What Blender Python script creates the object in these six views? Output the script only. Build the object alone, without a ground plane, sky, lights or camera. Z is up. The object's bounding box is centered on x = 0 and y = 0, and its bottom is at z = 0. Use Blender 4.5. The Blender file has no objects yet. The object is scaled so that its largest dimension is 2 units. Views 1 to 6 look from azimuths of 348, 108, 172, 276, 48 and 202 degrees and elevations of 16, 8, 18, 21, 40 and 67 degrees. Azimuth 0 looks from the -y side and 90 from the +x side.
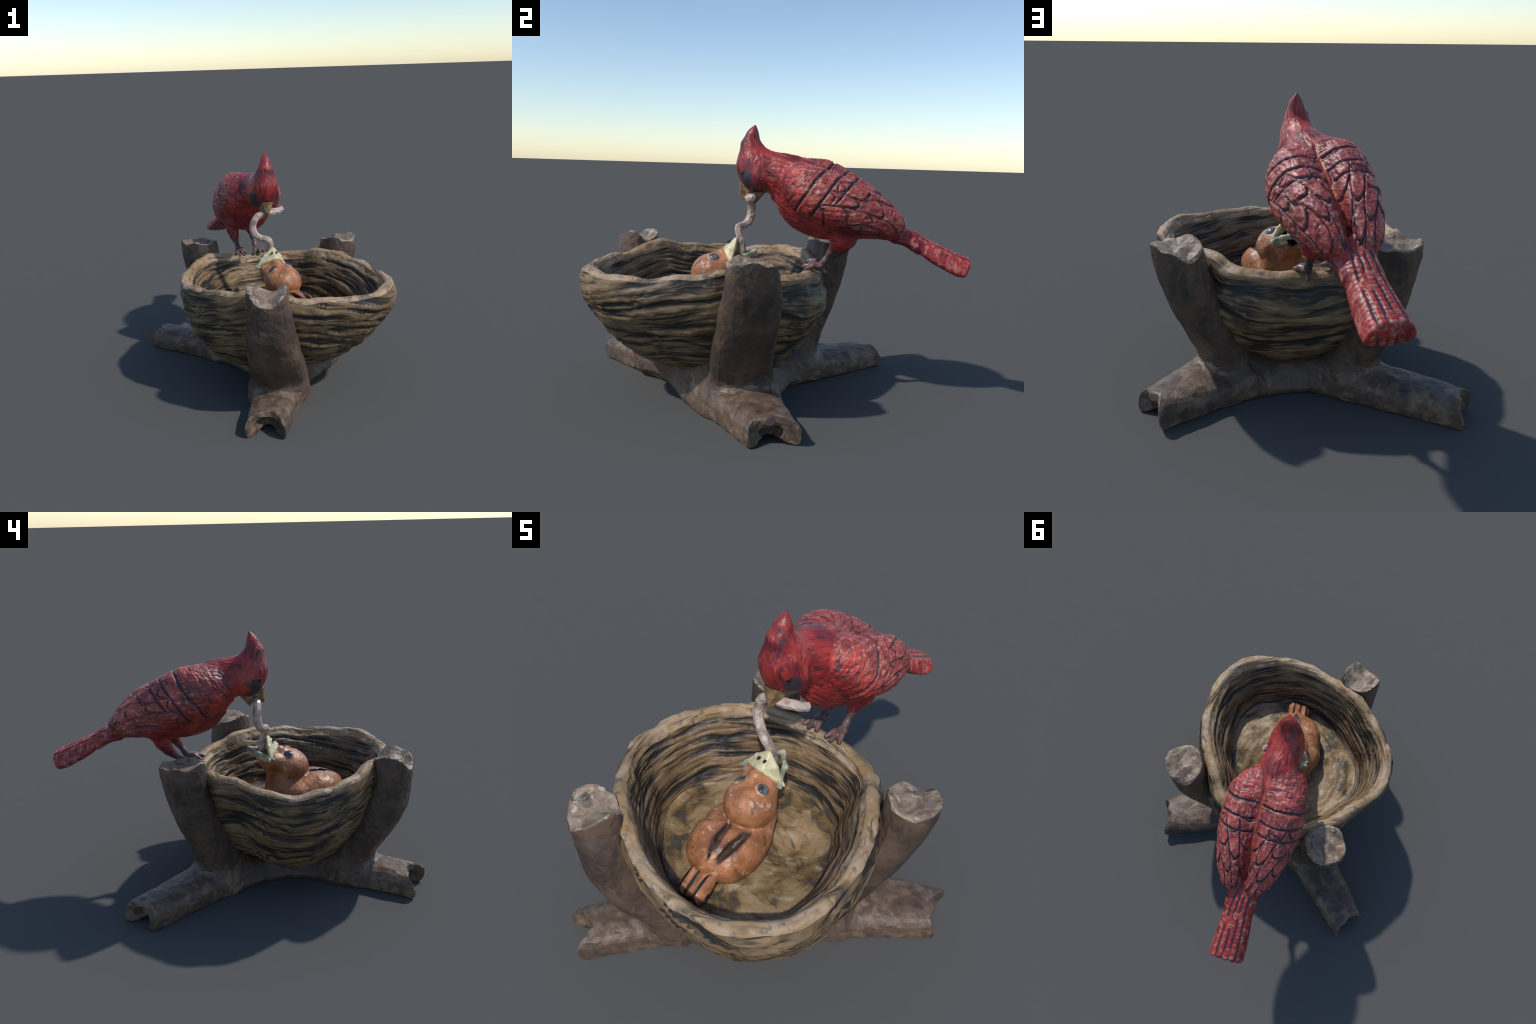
"""Painted garden sculpture: a red crested bird feeding an earthworm to a nestling that sits in a
woven bowl nest carried by a stand of three sawn branches."""
import bpy, bmesh, math
import numpy as np
from mathutils import Vector

rng = np.random.default_rng(7)

# ----------------------------------------------------------------------------- numeric helpers
def spline(x, xs, ys, period=None):
    """Catmull-Rom style cubic through (xs, ys); optionally periodic."""
    xs = np.asarray(xs, float); ys = np.asarray(ys, float)
    if period:
        xs = np.concatenate([xs[-2:] - period, xs, xs[:2] + period])
        ys = np.concatenate([ys[-2:], ys, ys[:2]])
        x = (np.asarray(x) - xs[2]) % period + xs[2]
    x = np.clip(x, xs[0], xs[-1])
    m = np.gradient(ys, xs)
    i = np.clip(np.searchsorted(xs, x) - 1, 0, len(xs) - 2)
    h = xs[i + 1] - xs[i]; t = (x - xs[i]) / h
    return ((2*t**3 - 3*t**2 + 1)*ys[i] + (t**3 - 2*t**2 + t)*h*m[i]
            + (-2*t**3 + 3*t**2)*ys[i + 1] + (t**3 - t**2)*h*m[i + 1])

def smin(a, b, k):
    h = np.maximum(k - np.abs(a - b), 0) / k
    return np.minimum(a, b) - h*h*k*0.25

def smax(a, b, k):
    return -smin(-a, -b, k)

def ellipsoid(P, c, r):
    q = (P - np.asarray(c)) / np.asarray(r)
    k0 = np.linalg.norm(q, axis=1); k1 = np.linalg.norm(q / np.asarray(r), axis=1)
    return np.where(k1 > 1e-9, k0*(k0 - 1)/np.maximum(k1, 1e-9), -min(r))

def chain(P, pts, rad, k=0.0):
    """Round tube through pts with linearly changing radius."""
    d = None
    for a, b, ra, rb in zip(pts[:-1], pts[1:], rad[:-1], rad[1:]):
        a = np.asarray(a, float); ab = np.asarray(b, float) - a
        t = np.clip((P - a) @ ab / (ab @ ab), 0, 1)
        e = np.linalg.norm(P - a - t[:, None]*ab, axis=1) - (ra + (rb - ra)*t)
        d = e if d is None else (smin(d, e, k) if k else np.minimum(d, e))
    return d

def hull(P, pts, r=0.0, k=0.0):
    """Distance-like field of the convex hull of a few points."""
    bm = bmesh.new()
    for p in pts: bm.verts.new(p)
    bmesh.ops.convex_hull(bm, input=bm.verts)
    c = np.mean(np.array(pts), 0); d = np.full(len(P), -1e9)
    for f in bm.faces:
        n = np.array(f.normal); o = np.array(f.verts[0].co)
        if n @ (o - c) < 0: n = -n
        e = (P - o) @ n
        d = e if d[0] < -1e8 else (smax(d, e, k) if k else np.maximum(d, e))
    bm.free()
    return d - r

def polygon2d(x, y, poly):
    d = np.full(x.shape, 1e9); s = np.ones(x.shape)
    n = len(poly)
    for i in range(n):
        ax, ay = poly[i]; bx, by = poly[i - 1]
        ex, ey = bx - ax, by - ay; wx, wy = x - ax, y - ay
        t = np.clip((wx*ex + wy*ey)/(ex*ex + ey*ey), 0, 1)
        d = np.minimum(d, (wx - ex*t)**2 + (wy - ey*t)**2)
        c1 = y >= ay; c2 = y < by; c3 = ex*wy > ey*wx
        s = np.where((c1 & c2 & c3) | (~c1 & ~c2 & ~c3), -s, s)
    return s*np.sqrt(d)

def surface_nets(f, lo, hi, h):
    """Polygonise the zero level of f: one vertex per crossed cell, one quad per crossed edge."""
    lo = np.asarray(lo, float); n = np.ceil((np.asarray(hi) - lo)/h).astype(int) + 1
    ax = [lo[i] + h*np.arange(n[i]) for i in range(3)]
    F = np.empty(n, np.float32)
    Y, Z = np.meshgrid(ax[1], ax[2], indexing="ij")
    step = max(1, int(3e5//Y.size))
    for i in range(0, n[0], step):
        xs = ax[0][i:i + step]
        P = np.empty((len(xs), Y.size, 3))
        P[..., 0] = xs[:, None]; P[..., 1] = Y.ravel(); P[..., 2] = Z.ravel()
        F[i:i + step] = f(P.reshape(-1, 3)).reshape(len(xs), *Y.shape)
    corners = [(i, j, k) for i in (0, 1) for j in (0, 1) for k in (0, 1)]
    def sub(c): return F[c[0]:n[0] - 1 + c[0], c[1]:n[1] - 1 + c[1], c[2]:n[2] - 1 + c[2]]
    neg = sum((sub(c) < 0).astype(np.int8) for c in corners)
    act = (neg > 0) & (neg < 8)
    idx = np.argwhere(act); ids = np.full(act.shape, -1, np.int64); ids[act] = np.arange(len(idx))
    val = {c: sub(c)[act].astype(float) for c in corners}
    acc = np.zeros((len(idx), 3)); cnt = np.zeros(len(idx))
    for a in corners:
        for d in range(3):
            if a[d]: continue
            b = list(a); b[d] = 1; b = tuple(b)
            va, vb = val[a], val[b]; cr = (va < 0) != (vb < 0)
            t = np.where(cr, va/np.where(cr, va - vb, 1), 0)
            p = np.array(a, float)[None].repeat(len(idx), 0); p[:, d] = t
            acc += p*cr[:, None]; cnt += cr
    V = lo + h*(idx + acc/cnt[:, None])
    quads = []
    neg3 = F < 0
    for d in range(3):
        e1, e2 = (d + 1) % 3, (d + 2) % 3
        s0 = [slice(1, -1)]*3; s1 = [slice(1, -1)]*3
        s0[d] = slice(0, -1); s1[d] = slice(1, None)
        A, B = neg3[tuple(s0)], neg3[tuple(s1)]
        w = np.argwhere(A != B)
        up = A[tuple(w.T)]
        w = w + 1; w[:, d] -= 1
        def cell(o1, o2):
            c = w.copy(); c[:, e1] -= o1; c[:, e2] -= o2
            return ids[tuple(c.T)]
        q = np.stack([cell(1, 1), cell(0, 1), cell(0, 0), cell(1, 0)], 1)
        q[~up] = q[~up][:, ::-1]
        quads.append(q)
    return V, np.concatenate(quads)

def settle(V, f, steps=2, eps=1e-3, most=0.004):
    for _ in range(steps):
        v = f(V); g = np.stack([(f(V + eps*e) - f(V - eps*e))/(2*eps) for e in np.eye(3)], 1)
        V = V - np.clip(v/np.maximum((g**2).sum(1), .05), -most, most)[:, None]*g
    return V

def mesh_from(V, Fc, name="shape"):
    me = bpy.data.meshes.new(name)
    me.from_pydata(np.asarray(V).tolist(), [], np.asarray(Fc).tolist() if isinstance(Fc, np.ndarray) else Fc)
    me.update()
    return me

def verts_of(me):
    a = np.empty(len(me.vertices)*3); me.vertices.foreach_get("co", a); return a.reshape(-1, 3)

def evaluated(me, *mods):
    """Apply modifiers, given as (type, settings), to a mesh."""
    ob = bpy.data.objects.new("work", me); bpy.context.scene.collection.objects.link(ob)
    for t, kw in mods:
        m = ob.modifiers.new("m", t)
        for k, v in kw.items(): setattr(m, k, v)
    dg = bpy.context.evaluated_depsgraph_get(); dg.update()
    out = bpy.data.meshes.new_from_object(ob.evaluated_get(dg))
    bpy.data.objects.remove(ob)
    return out

# ----------------------------------------------------------------------------- node maths
class N:
    """Thin wrapper so that one formula builds nodes in a shader tree or a geometry tree."""
    def __init__(s, t, k): s.t, s.k = t, k
    def _m(s, op, *o, clamp=False):
        n = s.t.nodes.new("ShaderNodeMath"); n.operation = op; n.use_clamp = clamp
        for i, v in enumerate((s,) + o):
            if isinstance(v, N): s.t.links.new(v.k, n.inputs[i])
            else: n.inputs[i].default_value = v
        return N(s.t, n.outputs[0])
    def __add__(s, o): return s._m("ADD", o)
    __radd__ = __add__
    def __sub__(s, o): return s._m("SUBTRACT", o)
    def __rsub__(s, o): return (s*-1.0) + o
    def __mul__(s, o): return s._m("MULTIPLY", o)
    __rmul__ = __mul__
    def __truediv__(s, o): return s._m("DIVIDE", o)
    def abs(s): return s._m("ABSOLUTE")
    def sin(s): return s._m("SINE")
    def sqrt(s): return s._m("SQRT")
    def pow(s, o): return s._m("POWER", o)
    def fract(s): return s._m("FRACT")
    def floor(s): return s._m("FLOOR")
    def min(s, o): return s._m("MINIMUM", o)
    def max(s, o): return s._m("MAXIMUM", o)
    def step(s, a, b, lo=0.0, hi=1.0):
        n = s.t.nodes.new("ShaderNodeMapRange"); n.interpolation_type = "SMOOTHSTEP"
        if a > b: a, b, lo, hi = b, a, hi, lo
        s.t.links.new(s.k, n.inputs[0])
        for i, v in zip((1, 2, 3, 4), (a, b, lo, hi)): n.inputs[i].default_value = v
        return N(s.t, n.outputs[0])
    def near(s, c, w):
        """1 on the line s = c, 0 further off than w."""
        return (s - c).abs().step(w, w*0.25)

def vec(t, x, y, z):
    n = t.nodes.new("ShaderNodeCombineXYZ")
    for i, v in enumerate((x, y, z)):
        if isinstance(v, N): t.links.new(v.k, n.inputs[i])
        else: n.inputs[i].default_value = v
    return N(t, n.outputs[0])

def xyz(p):
    n = p.t.nodes.new("ShaderNodeSeparateXYZ"); p.t.links.new(p.k, n.inputs[0])
    return [N(p.t, o) for o in n.outputs]

def noise(v, scale=1.0, detail=2.0, rough=0.5, distort=0.0):
    n = v.t.nodes.new("ShaderNodeTexNoise")
    v.t.links.new(v.k, n.inputs["Vector"])
    n.inputs["Scale"].default_value = scale; n.inputs["Detail"].default_value = detail
    n.inputs["Roughness"].default_value = rough; n.inputs["Distortion"].default_value = distort
    return N(v.t, n.outputs[0])

def relief(me, pattern, amp, mask=None):
    """Push a mesh along its normals by pattern(position) * amp, computed with the shader's own noise."""
    t = bpy.data.node_groups.new("relief", "GeometryNodeTree")
    t.interface.new_socket("Geometry", in_out="INPUT", socket_type="NodeSocketGeometry")
    t.interface.new_socket("Geometry", in_out="OUTPUT", socket_type="NodeSocketGeometry")
    gi, go = t.nodes.new("NodeGroupInput"), t.nodes.new("NodeGroupOutput")
    sp, pos, nor = (t.nodes.new(x) for x in ("GeometryNodeSetPosition", "GeometryNodeInputPosition", "GeometryNodeInputNormal"))
    h = pattern(N(t, pos.outputs[0]))*amp
    if mask is not None:
        at = me.attributes.new("mask", "FLOAT", "POINT"); at.data.foreach_set("value", np.asarray(mask, np.float32))
        na = t.nodes.new("GeometryNodeInputNamedAttribute"); na.data_type = "FLOAT"; na.inputs[0].default_value = "mask"
        h = h*N(t, na.outputs[0])
    sc = t.nodes.new("ShaderNodeVectorMath"); sc.operation = "SCALE"
    t.links.new(nor.outputs[0], sc.inputs[0]); t.links.new(h.k, sc.inputs["Scale"])
    t.links.new(gi.outputs[0], sp.inputs["Geometry"]); t.links.new(sc.outputs[0], sp.inputs["Offset"])
    t.links.new(sp.outputs[0], go.inputs[0])
    out = evaluated(me, ("NODES", {"node_group": t}))
    if "mask" in out.attributes: out.attributes.remove(out.attributes["mask"])
    bpy.data.node_groups.remove(t)
    return out

# ----------------------------------------------------------------------------- materials
def rgb(t, c):
    n = t.nodes.new("ShaderNodeRGB"); n.outputs[0].default_value = (*c, 1); return n.outputs[0]

def mix(t, f, a, b):
    n = t.nodes.new("ShaderNodeMix"); n.data_type = "RGBA"
    if isinstance(f, N): t.links.new(f.k, n.inputs[0])
    else: n.inputs[0].default_value = f
    for i, c in ((6, a), (7, b)):
        if isinstance(c, tuple): n.inputs[i].default_value = (*c, 1)
        else: t.links.new(c, n.inputs[i])
    return n.outputs[2]

def material(name, paint, rough=0.5, spec=0.4, bump=None, bump_d=0.004):
    m = bpy.data.materials.new(name); m.use_nodes = True
    t = m.node_tree; b = t.nodes["Principled BSDF"]
    p = N(t, t.nodes.new("ShaderNodeTexCoord").outputs["Object"])
    col = paint(t, p)
    if isinstance(col, tuple): b.inputs["Base Color"].default_value = (*col, 1)
    else: t.links.new(col, b.inputs["Base Color"])
    b.inputs["Specular IOR Level"].default_value = spec
    if callable(rough): t.links.new(rough(p).k, b.inputs["Roughness"])
    else: b.inputs["Roughness"].default_value = rough
    if bump:
        n = t.nodes.new("ShaderNodeBump"); n.inputs["Strength"].default_value = 0.6; n.inputs["Distance"].default_value = bump_d
        t.links.new(bump(p).k, n.inputs["Height"]); t.links.new(n.outputs[0], b.inputs["Normal"])
    return m

# ----------------------------------------------------------------------------- scene objects
def thing(name, at, label, category):
    ob = bpy.data.objects.new(name, None); ob.location = at; ob.empty_display_size = 0.1
    ob["label"] = label; ob["category"] = category
    bpy.context.scene.collection.objects.link(ob); return ob

def root_of(ob):
    while ob.parent: ob = ob.parent
    return ob

def part(name, me, mat, parent, smooth=True):
    ob = bpy.data.objects.new(name, me); me.name = name
    bpy.context.scene.collection.objects.link(ob)
    ob.parent = parent
    if parent.type == "EMPTY": ob.location = -Vector(parent.location)
    me.materials.clear(); me.materials.append(mat)
    me.polygons.foreach_set("use_smooth", [smooth]*len(me.polygons))
    return ob

def split(me, labels, smooth=True):
    """Cut a mesh into one mesh per face label; the pieces keep the whole body's vertex normals."""
    V = verts_of(me); nrm = np.empty(len(V)*3); me.vertices.foreach_get("normal", nrm); nrm = nrm.reshape(-1, 3)
    faces = [tuple(p.vertices) for p in me.polygons]
    out = {}
    for l in sorted(set(labels)):
        fs = [f for f, k in zip(faces, labels) if k == l]
        used = np.unique(np.concatenate([np.array(f) for f in fs])); new = {int(v): i for i, v in enumerate(used)}
        pm = mesh_from(V[used], [[new[v] for v in f] for f in fs], str(l))
        if smooth:
            pm.polygons.foreach_set("use_smooth", [True]*len(pm.polygons))
            pm.normals_split_custom_set_from_vertices(nrm[used].tolist())
        out[l] = pm
    return out

def centres(me):
    a = np.empty(len(me.polygons)*3); me.polygons.foreach_get("center", a); return a.reshape(-1, 3)

# ============================================================================= THE NEST
FLOOR = .370
CX, CY = 0.03, -0.26                       # axis of the bowl
RIM_DEG = [-24, -10, 11, 24.6, 39, 61, 82, 104, 119, 135, 155, 174, 182, 197, 212, 232, 249, 269, 288, 306, 320]
RIM_R = [.650, .602, .550, .528, .505, .533, .53, .536, .55, .548, .541, .583, .585, .571, .534, .502, .503, .525, .576, .628, .662]
ZRIM_DEG = [0, 36, 60, 90, 110, 140, 165, 190, 215, 245, 265, 300, 330]
ZRIM = [.645, .680, .645, .632, .645, .700, .675, .660, .675, .700, .665, .650, .645]

def rim_radius(th): return spline(np.degrees(th), RIM_DEG, RIM_R, 360)
def rim_height(th): return spline(np.degrees(th), ZRIM_DEG, ZRIM, 360) + .005*np.sin(9*th + 1) + .004*np.sin(17*th)

def nest_coords(p):
    x, y, z = xyz(p)
    x, y = x - CX, y - CY
    r = (x*x + y*y).sqrt()
    return x/(r + .02), y/(r + .02), z, r

def strands(p):
    """Woven grass: noise drawn out along the ring direction, waving up and down."""
    dx, dy, z, r = nest_coords(p)
    wave = noise(vec(p.t, dx*1.6, dy*1.6, z*5.0), 1.2, 1.0)
    q = z + r*0.75 + wave*0.085
    a = noise(vec(p.t, dx*1.6, dy*1.6, q*36.0), 1.0, 2.0, 0.55)
    b = noise(vec(p.t, dx*2.4 + 4.0, dy*2.4, q*76.0 + dx*2.0), 1.0, 1.0, 0.5)
    c = noise(vec(p.t, dx*3.5, dy*3.5 + 7.0, q*150.0), 1.0, 1.0)
    return a*0.58 + b*0.27 + c*0.15

def strand_relief(p):
    s = strands(p)
    return s.step(.36, .60) - 0.55

def build_bowl(nest):
    nth = 560
    th = np.linspace(0, 2*np.pi, nth, endpoint=False)
    R = rim_radius(th); Z = rim_height(th)
    rows = []
    # outer wall: share of the rim radius against height, from the underside up
    for f, zz in zip(*[spline(np.linspace(0, 1, 70), np.linspace(0, 1, 11), c) for c in (
            [0, .20, .37, .52, .665, .785, .88, .955, 1.0, 1.02, 1.005],
            [.115, .118, .13, .155, .205, .27, .345, .425, .50, .575, .628])]):
        rows.append((R*f, zz + (Z - .645)*np.clip((zz - .35)/.28, 0, 1)))
    # over the rim
    for a in np.linspace(0.15, 1, 14)*np.pi:
        rows.append((R - .024 + .024*np.cos(a), Z - .014 + .015*np.sin(a)))
    # inner wall down to the floor
    for u in np.linspace(0.04, 1, 46):
        f = spline(u, [0, .25, .5, .75, .9, 1], [1, .958, .900, .835, .79, .725])
        zz = spline(u, [0, .25, .5, .75, .9, 1], [1, .70, .42, .17, .05, 0.0])
        thick = spline(np.degrees(th), [0, 40, 80, 120, 160, 200, 250, 300, 335], [.044, .030, .010, .008, .016, .016, .006, .020, .042], 360)*np.sin(np.pi*min(1, u*1.15))
        rows.append(((R - .050)*f - thick, FLOOR + (Z - .014 - FLOOR)*zz))
    edge = (R - .050)*.725
    for u in np.linspace(.97, .03, 40):
        rows.append((edge*u + 0.0*R, np.full(nth, FLOOR + .006*(1 - u))))
    # the underside is fuller at the back (+y) and pulled in at the front right
    lop = spline(np.degrees(th), [0, 30, 62, 110, 150, 171, 200, 226, 255, 293, 330], [-.022, .024, .062, .062, -.006, .020, .016, .006, -.022, -.040, -.044], 360)
    belly = spline(np.degrees(th), [0, 30, 60, 85, 112, 140, 165, 200, 240, 280, 320], [.014, .016, .036, .046, .030, -.014, -.028, -.006, .0, -.018, .004], 360)
    V = []
    for k, (r, z) in enumerate(rows):
        z = np.broadcast_to(z, (nth,))
        low = np.clip((.56 - z)/.30, 0, 1)*np.clip(r/R/.45, 0, 1)*(k < 70)
        bulge = belly*np.exp(-((z - .47)/.12)**2)*(k < 70)
        rr = r + lop*low + bulge
        V.append((CX + rr*np.cos(th), CY + rr*np.sin(th), z))
    V = np.array([np.stack(v, 1) for v in V]).reshape(-1, 3)
    F = []
    n = len(rows)
    i = np.arange(nth); j = (i + 1) % nth
    for k in range(1, n - 1):
        F += np.stack([k*nth + i, k*nth + j, (k + 1)*nth + j, (k + 1)*nth + i], 1).tolist()
    F.append((nth + i[::-1]).tolist()); F.append(((n - 1)*nth + i).tolist())
    V[:nth] = V[nth:2*nth]
    ring = np.repeat(np.arange(n), nth)                       # the floor sinks beside the nestling
    dip = .055*np.exp(-((V[:, 0] - .20)**2 + (V[:, 1] + .13)**2)/.13**2)*np.clip((ring - 112)/14, 0, 1)
    V[:, 2] -= dip
    me = mesh_from(V, F)
    bm = bmesh.new(); bm.from_mesh(me)
    bmesh.ops.delete(bm, geom=[v for v in bm.verts if not v.link_faces], context="VERTS")
    bmesh.ops.triangulate(bm, faces=[f for f in bm.faces if len(f.verts) > 4])
    bm.to_mesh(me); bm.free()
    # calmer on the rim and on the floor
    P = verts_of(me); r = np.hypot(P[:, 0] - CX, P[:, 1] - CY)
    t = np.arctan2(P[:, 1] - CY, P[:, 0] - CX)
    floor = np.clip((.43 - P[:, 2])/.05, 0, 1)*(r < rim_radius(t)*.74)*(P[:, 2] > .3)
    top = np.exp(-((P[:, 2] - rim_height(t))/.02)**2)
    me = relief(me, strand_relief, .015, 1 - .6*floor - .45*top)
    me = relief(me, lambda p: noise(p, 9.0, 2.0) - .5, .022)
    c = centres(me)
    row = np.arange(len(c))//nth + 1                            # faces come ring by ring, from the underside round to the floor
    lab = np.select([row >= n - 1, row < 69, row < 86, row < 127], ["outer_wall", "outer_wall", "rim", "inner_wall"], "nest_floor")
    lab[row >= n - 1] = np.where(c[row >= n - 1, 2] > .3, "nest_floor", "outer_wall")
    pieces = split(me, lab.tolist())
    for k, pm in pieces.items():
        part(k, pm, {"rim": M["rim"], "nest_floor": M["floor"]}.get(k, M["straw"]), nest)

# ----------------------------------------------------------------------------- the branch stand
STUMPS = {   # z levels, centre x, centre y, radius across, radius in-out, outward direction
    "A": dict(z=[.08, .20, .32, .45, .58, .72, .80], x=[-.062, -.090, -.124, -.152, -.166, -.178, -.184],
              y=[-.57, -.645, -.728, -.772, -.792, -.798, -.796], ra=[.158, .158, .148, .134, .120, .106, .098],
              rb=[.11, .11, .105, .105, .10, .095, .09], out=(-.30, -.954)),
    "B": dict(z=[.08, .20, .32, .45, .58, .72, .80], x=[.28, .350, .408, .460, .505, .532, .542],
              y=[-.015, .020, .052, .092, .120, .130, .130], ra=[.16, .152, .146, .138, .128, .110, .100],
              rb=[.10, .10, .10, .10, .10, .10, .10], out=(.82, .57)),
    "C": dict(z=[.08, .20, .32, .45, .58, .72, .80], x=[-.220, -.263, -.302, -.338, -.358, -.372, -.378],
              y=[.098, .130, .164, .204, .236, .252, .256], ra=[.105, .108, .108, .108, .11, .108, .10],
              rb=[.105, .105, .105, .105, .105, .108, .10], out=(-.64, .77)),
}
LEGS = {     # start, end, half width at start and end
    "A": ((-.072, -.56), (-.234, -.942), .132, .098),
    "B": ((.30, -.008), (.648, .270), .185, .106),
    "C": ((-.262, .136), (-.668, .450), .130, .090),
}
HUB = [(.0, -.60), (.17, -.43), (.35, -.28), (.47, -.10), (.38, .14), (.13, .145), (-.05, .155), (-.25, .22),
       (-.35, .06), (-.17, -.25), (-.17, -.43), (-.21, -.64)]

def stump_axes(P, q):
    cx, cy = spline(P[:, 2], q["z"], q["x"]), spline(P[:, 2], q["z"], q["y"])
    o = np.array(q["out"])/np.hypot(*q["out"])
    dx, dy = P[:, 0] - cx, P[:, 1] - cy
    return dx*o[0] + dy*o[1], -dx*o[1] + dy*o[0]

def stump_top(key, n, t):
    if key == "A": z = .702 + 6.5*t*t - .15*n
    elif key == "B": z = .718 + 4.0*n*n - .22*np.maximum(t, 0) + .8*t*t
    else: z = .722 + 3.2*(n*n + t*t) + .1*t
    return z + .007*np.sin(44*n + 23*t + 1.3) + .005*np.sin(53*t - 37*n)

def stump(P, key):
    q = STUMPS[key]
    n, t = stump_axes(P, q)
    ra, rb = spline(P[:, 2], q["z"], q["ra"]), spline(P[:, 2], q["z"], q["rb"])
    rb = np.where(n < 0, rb*(1 + .5*np.clip((.62 - P[:, 2])/.20, 0, 1)), rb)      # runs back into the bowl wall
    e = ((np.abs(n)/rb)**2.5 + (np.abs(t)/ra)**2.5)**(1/2.5)
    d = (e - 1)*np.minimum(ra, rb)*.88
    d = smax(d, P[:, 2] - stump_top(key, n, t), .018)
    th = np.arctan2(P[:, 1] - CY, P[:, 0] - CX); r = np.hypot(P[:, 0] - CX, P[:, 1] - CY)
    inner = (rim_radius(th) - .05)*(.74 + .26*np.clip((P[:, 2] - FLOOR)/.22, 0, 1)) + .012     # keeps out of the hollow of the nest
    d = np.where(P[:, 2] > FLOOR - .03, np.maximum(d, (inner - r)*.9), d)
    return np.maximum(d, .05 - P[:, 2])

def leg(P, key):
    (ax, ay), (bx, by), wa, wb = LEGS[key]
    L = math.hypot(bx - ax, by - ay); ux, uy = (bx - ax)/L, (by - ay)/L
    l = (P[:, 0] - ax)*ux + (P[:, 1] - ay)*uy; t = -(P[:, 0] - ax)*uy + (P[:, 1] - ay)*ux
    f = np.clip(l/L, 0, 1); w = (wa + (wb - wa)*f)*(1 + 2.2*np.clip(l, -.25, 0))
    hz = .086 - .004*f
    e = ((np.abs(t)/(w + .006))**3 + (np.abs(P[:, 2] - .043 + .004*f)/hz)**3)**(1/3)
    d = (e - 1)*.07
    back, curl, skew = {"A": (-.042, 6.5, 0), "B": (.008, 2.5, .22), "C": (-.020, 3.0, -.06)}[key]
    end = L + back + curl*t*t + skew*t + .009*np.sin(55*t + 30*P[:, 2]) - .22*np.maximum(P[:, 2] - .09, 0)
    d = smax(d, l - end, .012)
    hollow = np.sqrt(((l - L)/.085)**2 + (t/(wb*.72))**2 + ((P[:, 2] - .052)/.045)**2) - 1   # rotten core
    d = smax(d, -(hollow + (.35 if key == 'B' else 0))*.045, .008)
    arch = np.sqrt((t/(wb*.62))**2 + ((P[:, 2] + .018)/.045)**2 + np.minimum((l - L)/.22, 0)**2) - 1
    d = smax(d, -arch*.04, .012)
    return smax(d, -.22 - l, .06)

def hub(P):
    d2 = polygon2d(P[:, 0], P[:, 1], HUB)
    return smax(d2 + .55*np.maximum(P[:, 2] - .03, 0), np.abs(P[:, 2] - .068) - .075, .04)

def stand_field(P):
    d = hub(P)
    for k in "ABC": d = smin(d, leg(P, k), .05)
    for k in "ABC": d = smin(d, stump(P, k), .065)
    web = smin(chain(P, [(-.03, -.56, .24), (.10, -.40, .13)], [.085, .09]), chain(P, [(.33, -.02, .26), (.25, -.22, .13)], [.085, .09]), .05)
    d = smin(d, web, .06)
    return smax(d, -P[:, 2], .006)

def bark(p):
    x, y, z = xyz(p)
    long = noise(vec(p.t, x*13.0, y*13.0, z*4.0), 1.0, 3.0, .55)
    return long*.7 + noise(p, 30.0, 2.0)*.3

def build_stand(nest):
    V, Q = surface_nets(stand_field, (-.80, -1.06, -.02), (.80, .60, .84), .0105)
    V = settle(V, stand_field, 2)
    V[:, 2] = np.maximum(V[:, 2], 0)
    me = mesh_from(V, Q)
    me = relief(me, lambda p: noise(p, 7.0, 3.0, .6) - .5, .026)
    P = verts_of(me); P[:, 2] = np.maximum(P[:, 2], 0); me.vertices.foreach_set("co", P.ravel()); me.update()
    me = evaluated(me, ("TRIANGULATE", {}), ("DECIMATE", {"ratio": .085}))
    c = centres(me)
    lab = []
    f = {("stump", k): stump(c, k) for k in "ABC"} | {("root", k): leg(c, k) for k in "ABC"}
    f[("stand_base", "")] = hub(c) + .004
    keys = list(f); A = np.array([f[k] for k in keys]).argmin(0)
    for i, a in enumerate(A):
        n, k = keys[a]
        if n == "stump":
            nn, tt = stump_axes(c[i:i + 1], STUMPS[k])
            if c[i, 2] > stump_top(k, nn, tt)[0] - .012 and me.polygons[i].normal.z > .45: n = "cut_end"
        if n == "root":
            (ax, ay), (bx, by), _, _ = LEGS[k]
        lab.append(f"{n}_{k}")
    pieces = split(me, lab, smooth=False)
    made = {}
    for l in sorted(pieces, key=lambda s: s.startswith("cut_end")):
        n, k = l.rsplit("_", 1)
        par = made[k] if n == "cut_end" else nest
        ob = part(n, pieces[l], {"cut_end": M["cut"], "root": M["root"]}.get(n, M["wood"]), par, smooth=False)
        if n == "stump": made[k] = ob

# ============================================================================= THE RED BIRD
OX = -.005
AX = np.array([.125, -1., 0]); AX /= np.linalg.norm(AX); WX = np.array([-AX[1], AX[0], 0])
def to_bird(P):
    d = P - np.array([OX, 0, 0])
    return np.stack([-(d @ AX), d @ WX, P[:, 2]], 1)      # s towards the tail, w to the left, height
def from_bird(q):
    q = np.atleast_2d(q); return np.array([OX, 0, 0]) - q[:, :1]*AX + q[:, 1:2]*WX + q[:, 2:]*np.array([0, 0, 1])

def bird_nodes(p):
    x, y, z = xyz(p)
    x = x - OX
    return (x*AX[0] + y*AX[1])*-1.0, x*WX[0] + y*WX[1], z

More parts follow.
